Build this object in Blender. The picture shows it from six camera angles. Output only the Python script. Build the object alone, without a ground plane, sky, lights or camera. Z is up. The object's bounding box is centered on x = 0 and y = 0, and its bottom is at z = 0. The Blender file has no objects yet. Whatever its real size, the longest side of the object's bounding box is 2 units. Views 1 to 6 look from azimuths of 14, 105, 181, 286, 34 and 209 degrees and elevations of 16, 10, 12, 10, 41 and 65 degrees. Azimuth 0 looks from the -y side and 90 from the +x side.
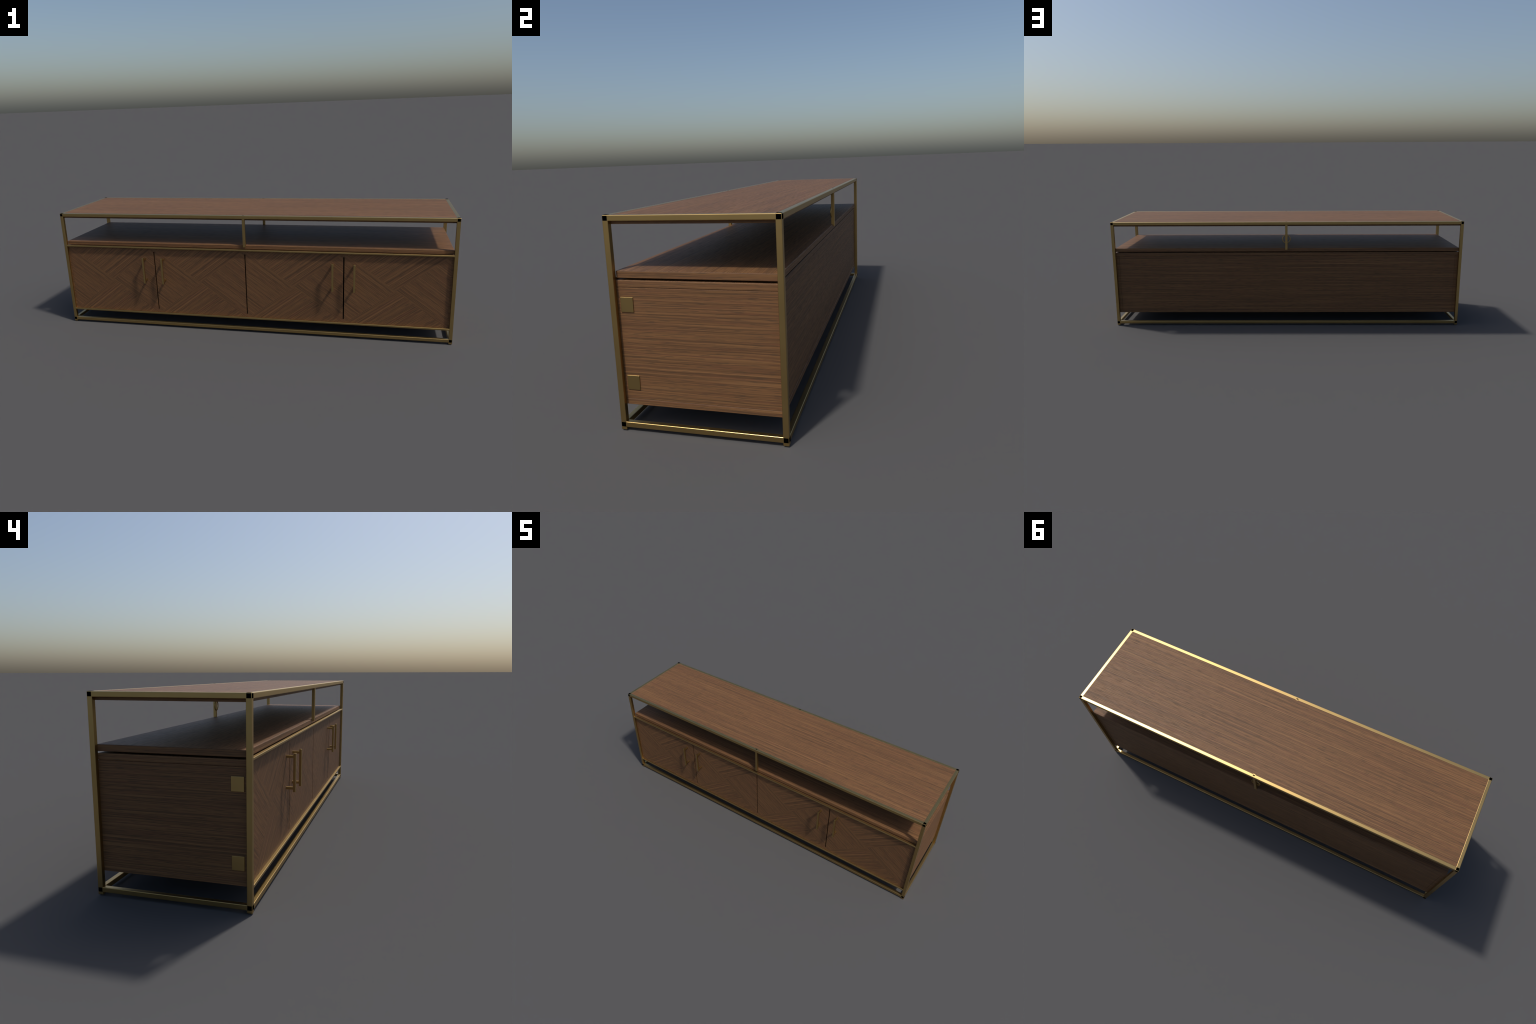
"""Low walnut media sideboard in a brushed-brass square-tube frame.

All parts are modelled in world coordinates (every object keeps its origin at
the world origin), so Object texture coordinates run on from part to part.
"""
import bpy, bmesh, math
from mathutils import Vector

# ----------------------------------------------------------------- sizes (m)
X_OUT = 0.9997              # outer half length of the frame
Y_FRONT, Y_BACK = -0.2322, 0.2557
Z_TOP = 0.6110
TUBE = 0.0165               # square tube of the frame
EDGE = 0.0018               # rounding of the tube edges
FOOT = 0.0080               # how far the legs reach below the bottom rails
Y_IN_F, Y_IN_B = Y_FRONT + TUBE, Y_BACK - TUBE      # space between the legs
X_IN = X_OUT - TUBE

SHELF_Z = (0.4379, 0.4584)
CASE_Z = (0.0725, 0.4325)
BOARD = 0.0200              # thickness of the carcass boards
CASE_X = 0.9858
CASE_YB = 0.2400
DOOR_Y = -0.2217            # front plane of the doors
DOOR_W = 0.4880             # pitch of the doors
GAP = 0.0062
DOOR_Z = (0.0940, 0.4125)
HERRING_X = 0.9740          # herringbone veneer ends here, plain edge outside


SPEC = 0.25                 # gloss of the oiled veneer

# ------------------------------------------------------------------ materials
def new_mat(name):
    m = bpy.data.materials.new(name)
    m.use_nodes = True
    nt = m.node_tree
    b = nt.nodes["Principled BSDF"]
    return m, nt, b


class Graph:
    """Tiny helper to write node graphs as expressions."""

    def __init__(self, nt):
        self.nt = nt

    def node(self, kind, **props):
        n = self.nt.nodes.new(kind)
        for k, v in props.items():
            setattr(n, k, v)
        return n

    def put(self, socket, value):
        if isinstance(value, bpy.types.NodeSocket):
            self.nt.links.new(value, socket)
        else:
            socket.default_value = value

    def math(self, op, a, b=0.0, c=0.0, clamp=False):
        n = self.node("ShaderNodeMath", operation=op, use_clamp=clamp)
        for s, v in zip(n.inputs, (a, b, c)):
            self.put(s, v)
        return n.outputs[0]

    def mix(self, f, a, b):
        n = self.node("ShaderNodeMix", data_type="FLOAT")
        self.put(n.inputs[0], f)
        self.put(n.inputs[2], a)
        self.put(n.inputs[3], b)
        return n.outputs[0]

    def mixcol(self, f, a, b, blend="MIX"):
        n = self.node("ShaderNodeMix", data_type="RGBA", blend_type=blend)
        self.put(n.inputs[0], f)
        self.put(n.inputs[6], a)
        self.put(n.inputs[7], b)
        return n.outputs[2]

    def xyz(self, x, y, z):
        n = self.node("ShaderNodeCombineXYZ")
        for s, v in zip(n.inputs, (x, y, z)):
            self.put(s, v)
        return n.outputs[0]

    def noise(self, vec, scale, detail=2.0, rough=0.5, distort=0.0):
        n = self.node("ShaderNodeTexNoise")
        self.put(n.inputs["Vector"], vec)
        n.inputs["Scale"].default_value = scale
        n.inputs["Detail"].default_value = detail
        n.inputs["Roughness"].default_value = rough
        n.inputs["Distortion"].default_value = distort
        return n.outputs["Fac"]

    def ramp(self, f, stops, interp="LINEAR"):
        n = self.node("ShaderNodeValToRGB")
        n.color_ramp.interpolation = interp
        e = n.color_ramp.elements
        while len(e) > len(stops):
            e.remove(e[-1])
        while len(e) < len(stops):
            e.new(0.5)
        for el, (p, c) in zip(e, stops):
            el.position = p
            el.color = (*c, 1.0) if len(c) == 3 else c
        self.put(n.inputs[0], f)
        return n.outputs[0]


def walnut_shading(g, bsdf, along, across, depth, tone, contrast, waver):
    """Straight walnut grain from three lengths: along and across the grain
    and a third one that only separates the pieces (all in metres)."""
    # slow waver of the grain lines
    wav = g.noise(g.xyz(g.math("MULTIPLY", along, 9.0),
                        g.math("MULTIPLY", across, 14.0), depth), 1.0, 2.0)
    across = g.math("ADD", across, g.math("MULTIPLY", g.math("SUBTRACT", wav, 0.5), waver))

    def streaks(fa, fc, off, detail, rough):
        return g.noise(g.xyz(g.math("MULTIPLY", along, fa),
                             g.math("MULTIPLY", across, fc),
                             g.math("ADD", depth, off)), 1.0, detail, rough)

    broad = streaks(0.8, 110.0, 3.1, 2.0, 0.5)
    lines = streaks(2.2, 350.0, 11.7, 1.0, 0.5)
    fine = streaks(5.0, 700.0, 17.2, 1.0, 0.5)
    pores = streaks(20.0, 400.0, 23.9, 1.0, 0.5)
    light = streaks(1.4, 270.0, 37.3, 0.0, 0.5)
    warm = streaks(5.0, 130.0, 51.0, 1.0, 0.5)

    col = g.ramp(lines, [(0.35, (0.088, 0.050, 0.026)), (0.48, (0.150, 0.078, 0.036)),
                         (0.62, (0.195, 0.104, 0.046))])
    col = g.mixcol(g.math("MULTIPLY", g.ramp(warm, [(0.45, (0, 0, 0)), (0.68, (1, 1, 1))]), 0.6),
                   col, (0.152, 0.069, 0.037, 1))
    col = g.mixcol(g.math("MULTIPLY", g.ramp(pores, [(0.37, (1, 1, 1)), (0.44, (0, 0, 0))]), 0.65),
                   col, (0.060, 0.041, 0.026, 1))
    col = g.mixcol(g.math("MULTIPLY", g.ramp(light, [(0.60, (0, 0, 0)), (0.74, (1, 1, 1))]), 0.65),
                   col, (0.250, 0.135, 0.060, 1))
    shade = g.ramp(g.math("ADD", g.math("MULTIPLY", broad, 0.5), g.math("MULTIPLY", fine, 0.5)),
                   [(0.3, (0.76,) * 3), (0.7, (1.22,) * 3)])
    col = g.mixcol(1.0, col, shade, "MULTIPLY")
    flat = (0.153, 0.080, 0.038, 1)
    col = g.mixcol(contrast, flat, col)
    col = g.mixcol(1.0, col, (tone[0], tone[1], tone[2], 1), "MULTIPLY")
    g.put(bsdf.inputs["Base Color"], col)

    g.put(bsdf.inputs["Roughness"],
          g.ramp(pores, [(0.35, (0.62,) * 3), (0.65, (0.52,) * 3)]))
    bsdf.inputs["Specular IOR Level"].default_value = SPEC
    bump = g.node("ShaderNodeBump")
    bump.inputs["Strength"].default_value = 0.25
    bump.inputs["Distance"].default_value = 0.0006
    g.put(bump.inputs["Height"], g.math("ADD", lines, g.math("MULTIPLY", pores, 0.7)))
    g.put(bsdf.inputs["Normal"], bump.outputs[0])


def wood_material():
    """Veneer whose grain runs lengthwise (x), and across (y) on end faces."""
    m, nt, b = new_mat("walnut_veneer")
    g = Graph(nt)
    tc = g.node("ShaderNodeTexCoord")
    sp = g.node("ShaderNodeSeparateXYZ")
    g.put(sp.inputs[0], tc.outputs["Object"])
    x, y, z = sp.outputs
    sn = g.node("ShaderNodeSeparateXYZ")
    g.put(sn.inputs[0], tc.outputs["Normal"])
    end = g.math("GREATER_THAN", g.math("ABSOLUTE", sn.outputs[0]), 0.72)
    flat = g.math("GREATER_THAN", g.math("ABSOLUTE", sn.outputs[2]), 0.72)
    along = g.mix(end, x, g.math("MULTIPLY", y, 1.0))
    across = g.mix(flat, z, y)
    depth = g.math("MULTIPLY", g.math("ADD", end, g.math("MULTIPLY", flat, 2.0)), 7.0)
    walnut_shading(g, b, along, across, depth, (1.0, 0.94, 0.86), 0.80, 0.004)
    return m


def herringbone_material():
    """Four veneer triangles per door, grain along the door diagonals."""
    m, nt, b = new_mat("walnut_herringbone")
    g = Graph(nt)
    tc = g.node("ShaderNodeTexCoord")
    sp = g.node("ShaderNodeSeparateXYZ")
    g.put(sp.inputs[0], tc.outputs["Object"])
    x, y, z = sp.outputs
    h = CASE_Z[1] - CASE_Z[0]
    p = g.math("SUBTRACT", g.math("FRACT", g.math("ADD", g.math("DIVIDE", x, DOOR_W), 20.0)), 0.504)
    q = g.math("DIVIDE", g.math("SUBTRACT", z, 0.5 * (CASE_Z[0] + CASE_Z[1])), h)
    rise = g.math("SUBTRACT", q, p)          # constant along "/"
    fall = g.math("ADD", q, p)               # constant along "\"
    upright = g.math("GREATER_THAN", g.math("ABSOLUTE", q), g.math("ABSOLUTE", p))
    diag = DOOR_W * h / math.hypot(DOOR_W, h)
    across = g.math("MULTIPLY", g.mix(upright, fall, rise), diag)
    along = g.math("MULTIPLY", g.mix(upright, rise, fall), diag)
    side = g.math("GREATER_THAN", g.mix(upright, p, q), 0.0)
    depth = g.math("ADD", g.math("MULTIPLY", upright, 5.0), g.math("MULTIPLY", side, 9.0))
    walnut_shading(g, b, along, across, depth, (0.97, 0.91, 0.85), 0.85, 0.0)
    return m


def brass_material():
    m, nt, b = new_mat("brushed_brass")
    g = Graph(nt)
    tc = g.node("ShaderNodeTexCoord")
    n = g.noise(tc.outputs["Object"], 12.0, 2.0)
    g.put(b.inputs["Base Color"],
          g.ramp(n, [(0.3, (0.472, 0.324, 0.128)), (0.7, (0.492, 0.338, 0.134))]))
    b.inputs["Metallic"].default_value = 1.0
    g.put(b.inputs["Roughness"], g.ramp(n, [(0.3, (0.37,) * 3), (0.7, (0.385,) * 3)]))
    return m


def black_material():
    m, nt, b = new_mat("matte_black")
    g = Graph(nt)
    tc = g.node("ShaderNodeTexCoord")
    n = g.noise(tc.outputs["Object"], 200.0, 1.0)
    g.put(b.inputs["Base Color"], g.ramp(n, [(0.3, (0.0, 0.0, 0.0)), (0.7, (0.001, 0.001, 0.001))]))
    b.inputs["Roughness"].default_value = 1.0
    b.inputs["Specular IOR Level"].default_value = 0.0
    return m


WOOD = wood_material()
HERRING = herringbone_material()
BRASS = brass_material()
BLACK = black_material()


# ------------------------------------------------------------------- geometry
ROOT = bpy.data.objects.new("media_sideboard", None)
ROOT.empty_display_size = 0.2
bpy.context.scene.collection.objects.link(ROOT)
ROOT["label"] = "low walnut sideboard with herringbone doors in brass tube frame"
ROOT["category"] = "sideboard"


def add_box(bm, lo, hi, bevel=0.0, segs=3):
    """One box with rounded edges, added to bm."""
    lo, hi = Vector(lo), Vector(hi)
    new = bmesh.ops.create_cube(bm, size=1.0)["verts"]
    for v in new:
        v.co = Vector(((lo[i] + hi[i]) / 2 + v.co[i] * (hi[i] - lo[i]) for i in range(3)))
    if bevel > 0:
        edges = list({e for v in new for e in v.link_edges})
        bmesh.ops.bevel(bm, geom=edges, offset=bevel, segments=segs, profile=0.5,
                        affect="EDGES", clamp_overlap=True)


def finish(name, bm, mat, parent=ROOT, smooth=False):
    me = bpy.data.meshes.new(name)
    bmesh.ops.recalc_face_normals(bm, faces=bm.faces[:])
    bm.to_mesh(me)
    bm.free()
    me.materials.append(mat)
    if smooth:
        for p in me.polygons:
            p.use_smooth = True
    ob = bpy.data.objects.new(name, me)
    bpy.context.scene.collection.objects.link(ob)
    ob.parent = parent
    return ob


def box(name, lo, hi, mat, bevel=0.001, segs=3, parent=ROOT):
    bm = bmesh.new()
    add_box(bm, lo, hi, bevel, segs)
    return finish(name, bm, mat, parent)


def repeat(part, offset, parent=ROOT):
    """Another copy of a part that shares its mesh."""
    ob = part.copy()
    bpy.context.scene.collection.objects.link(ob)
    ob.parent = parent
    ob.location = Vector(offset)
    return ob


# ---- frame: four legs, four top rails, four bottom rails -------------------
leg = box("leg", (-X_OUT, Y_FRONT, 0.0), (-X_IN, Y_IN_F, Z_TOP), BRASS, EDGE)
for dx, dy in ((X_OUT + X_IN, 0.0), (0.0, Y_BACK - Y_IN_F), (X_OUT + X_IN, Y_BACK - Y_IN_F)):
    repeat(leg, (dx, dy, 0.0))

T1, T2 = 0.00012, 0.00024        # rails sit a hair inside the leg faces
for zl, kind in ((Z_TOP - TUBE, "frame_rail"), (FOOT, "frame_rail")):
    for y0, y1 in ((Y_FRONT, Y_IN_F), (Y_IN_B, Y_BACK)):
        box(kind, (-X_OUT + 2 * T2, y0 + T1, zl + T1), (X_OUT - 2 * T2, y1 - T1, zl + TUBE - T1), BRASS, EDGE)
    for sx in (-1, 1):
        xs = sorted((sx * X_OUT, sx * X_IN))
        box(kind, (xs[0] + T2, Y_FRONT + 2 * T2, zl + T2), (xs[1] - T2, Y_BACK - 2 * T2, zl + TUBE - T2), BRASS, EDGE)

# slim rails above and below the doors
for z0, z1 in ((0.4310, 0.4388), (0.0694, 0.0786)):
    box("door_rail", (-X_IN - 0.003, Y_FRONT + 0.0002, z0), (X_IN + 0.003, DOOR_Y + 0.0015, z1), BRASS, 0.0017)

# thin black squares at the tube corners (flat part of each visible face)
PROUD = 0.0003
F = EDGE * 0.95


def square_plate(bm, axis, side, c):
    """Thin square plate on one face of the tube corner centred at c."""
    half = TUBE / 2 - F
    lo = [c[i] - half for i in range(3)]
    hi = [c[i] + half for i in range(3)]
    f = c[axis] + side * TUBE / 2
    lo[axis], hi[axis] = sorted((f - side * 0.0012, f + side * PROUD))
    add_box(bm, lo, hi)


for sx in (-1, 1):
    for yc, sy in ((Y_FRONT + TUBE / 2, -1), (Y_BACK - TUBE / 2, 1)):
        for zc, top in ((Z_TOP - TUBE / 2, True), (FOOT + TUBE / 2, False)):
            c = (sx * (X_OUT - TUBE / 2), yc, zc)
            bm = bmesh.new()
            square_plate(bm, 0, sx, c)
            square_plate(bm, 1, sy, c)
            if top:
                square_plate(bm, 2, 1, c)
            finish("corner_black_square", bm, BLACK)

# ---- posts between shelf and table top, with the cable ring ------------------
POST = 0.0135
for y0, sy in ((-0.2265, -1), (0.2500 - POST, 1)):
    box("support_post", (-POST / 2, y0, 0.4500), (POST / 2, y0 + POST, Z_TOP - 0.00006), BRASS, 0.0014)
    ys = (y0 + POST - 0.0014 - 0.0060, y0 + POST - 0.0020) if sy > 0 else (y0 + 0.0020, y0 + 0.0014 + 0.0060)
    bm = bmesh.new()
    add_box(bm, (-0.0052, ys[0], Z_TOP - 0.001), (0.0052, ys[1], Z_TOP + 0.00015))
    finish("post_black_patch", bm, BLACK)  # small thin black rectangle on top of the post

bm = bmesh.new()
RING_R, WIRE, NR, NW = 0.0220, 0.0026, 64, 12
rows = []
for i in range(NR):
    a = 2 * math.pi * i / NR
    row = []
    for j in range(NW):
        b = 2 * math.pi * j / NW
        r = RING_R + WIRE * math.cos(b)
        row.append(bm.verts.new((r * math.cos(a), 0.2375 + WIRE * math.sin(b), 0.5105 + r * math.sin(a))))
    rows.append(row)
for i in range(NR):
    for j in range(NW):
        bm.faces.new((rows[i][j], rows[(i + 1) % NR][j],
                      rows[(i + 1) % NR][(j + 1) % NW], rows[i][(j + 1) % NW]))
finish("cable_ring", bm, BRASS, smooth=True)

# ---- wooden boards ----------------------------------------------------------
box("tabletop", (-X_IN - 0.001, Y_IN_F - 0.001, 0.5853), (X_IN + 0.001, Y_IN_B + 0.001, 0.6106), WOOD, 0.0006)
box("shelf", (-0.9845, Y_IN_F + 0.0003, SHELF_Z[0]), (0.9845, 0.2432, SHELF_Z[1]), WOOD, 0.0024)

box("cabinet_lid", (-CASE_X, DOOR_Y + 0.0012, CASE_Z[1] - BOARD), (CASE_X, CASE_YB, CASE_Z[1]), WOOD, 0.0020)
box("cabinet_floor", (-CASE_X, DOOR_Y + 0.0012, CASE_Z[0]), (CASE_X, CASE_YB, CASE_Z[0] + 0.0180), WOOD, 0.0020)
SEAM = 0.0004
z0, z1 = CASE_Z[0] + 0.0180 + SEAM, CASE_Z[1] - BOARD - SEAM
for sx in (-1, 1):
    bm = bmesh.new()
    xs = sorted((sx * CASE_X, sx * HERRING_X))
    add_box(bm, (xs[0], DOOR_Y + 0.0008, z0), (xs[1], CASE_YB - 0.0004, z1), 0.0010)
    xs = sorted((sx * 0.9670, sx * (HERRING_X + 0.002)))
    add_box(bm, (xs[0], -0.195, z0 + 0.0002), (xs[1], CASE_YB - 0.0006, z1 - 0.0002), 0.0006)
    finish("side_panel", bm, WOOD)
box("back_panel", (-0.9666, CASE_YB - 0.016, z0), (0.9666, CASE_YB - 0.0006, z1), WOOD, 0.0008)

box("divider", (-0.0100, -0.2024, z0), (0.0100, CASE_YB - 0.015, z1), WOOD, 0.0008)

# ---- doors with herringbone veneer and bar handles ---------------------------
DOOR_T = 0.0170
for k in range(4):
    xa = -2 * DOOR_W + k * DOOR_W
    xl = -HERRING_X if k == 0 else xa + GAP / 2
    xr = HERRING_X if k == 3 else xa + DOOR_W - GAP / 2
    door = box("door", (xl, DOOR_Y, DOOR_Z[0]), (xr, DOOR_Y + DOOR_T, DOOR_Z[1]), HERRING, 0.0)
    hx = (-1, -1, 1, 1)[k] * DOOR_W + (-0.0515, 0.0515, -0.0515, 0.0515)[k]
    if k == 0:
        bm = bmesh.new()
        hw = 0.0047
        add_box(bm, (hx - hw, -0.2560, 0.2475), (hx + hw, -0.2466, 0.3858), 0.0011)
        for zc in (0.2612, 0.3735):
            add_box(bm, (hx - 0.0044, -0.2472, zc - 0.0046), (hx + 0.0044, DOOR_Y + 0.002, zc + 0.0046), 0.0009)
        handle, handle_x = finish("handle", bm, BRASS, parent=door), hx
    else:
        repeat(handle, (hx - handle_x, 0.0, 0.0), parent=door)
# fixed strips above and below the door leaves, same veneer running on
box("door_fascia", (-HERRING_X, DOOR_Y, DOOR_Z[1]), (HERRING_X, DOOR_Y + 0.0105, CASE_Z[1] - 0.0005), HERRING, 0.0)
box("door_fascia", (-HERRING_X, DOOR_Y, CASE_Z[0] + 0.0005), (HERRING_X, DOOR_Y + 0.0105, DOOR_Z[0]), HERRING, 0.0)

# square hinge plates on the cabinet ends, and inside behind the middle gap
for zl in (0.1186, 0.3440):
    for sx in (-1, 1):
        xs = sorted((sx * 0.9885, sx * (CASE_X - 0.001)))
        box("hinge_plate", (xs[0], -0.2066, zl), (xs[1], -0.1690, zl + 0.0422), BRASS, 0.0009)
    box("hinge_plate", (-0.0060, -0.2034, zl), (0.0005, -0.1690, zl + 0.0422), BRASS, 0.0009)
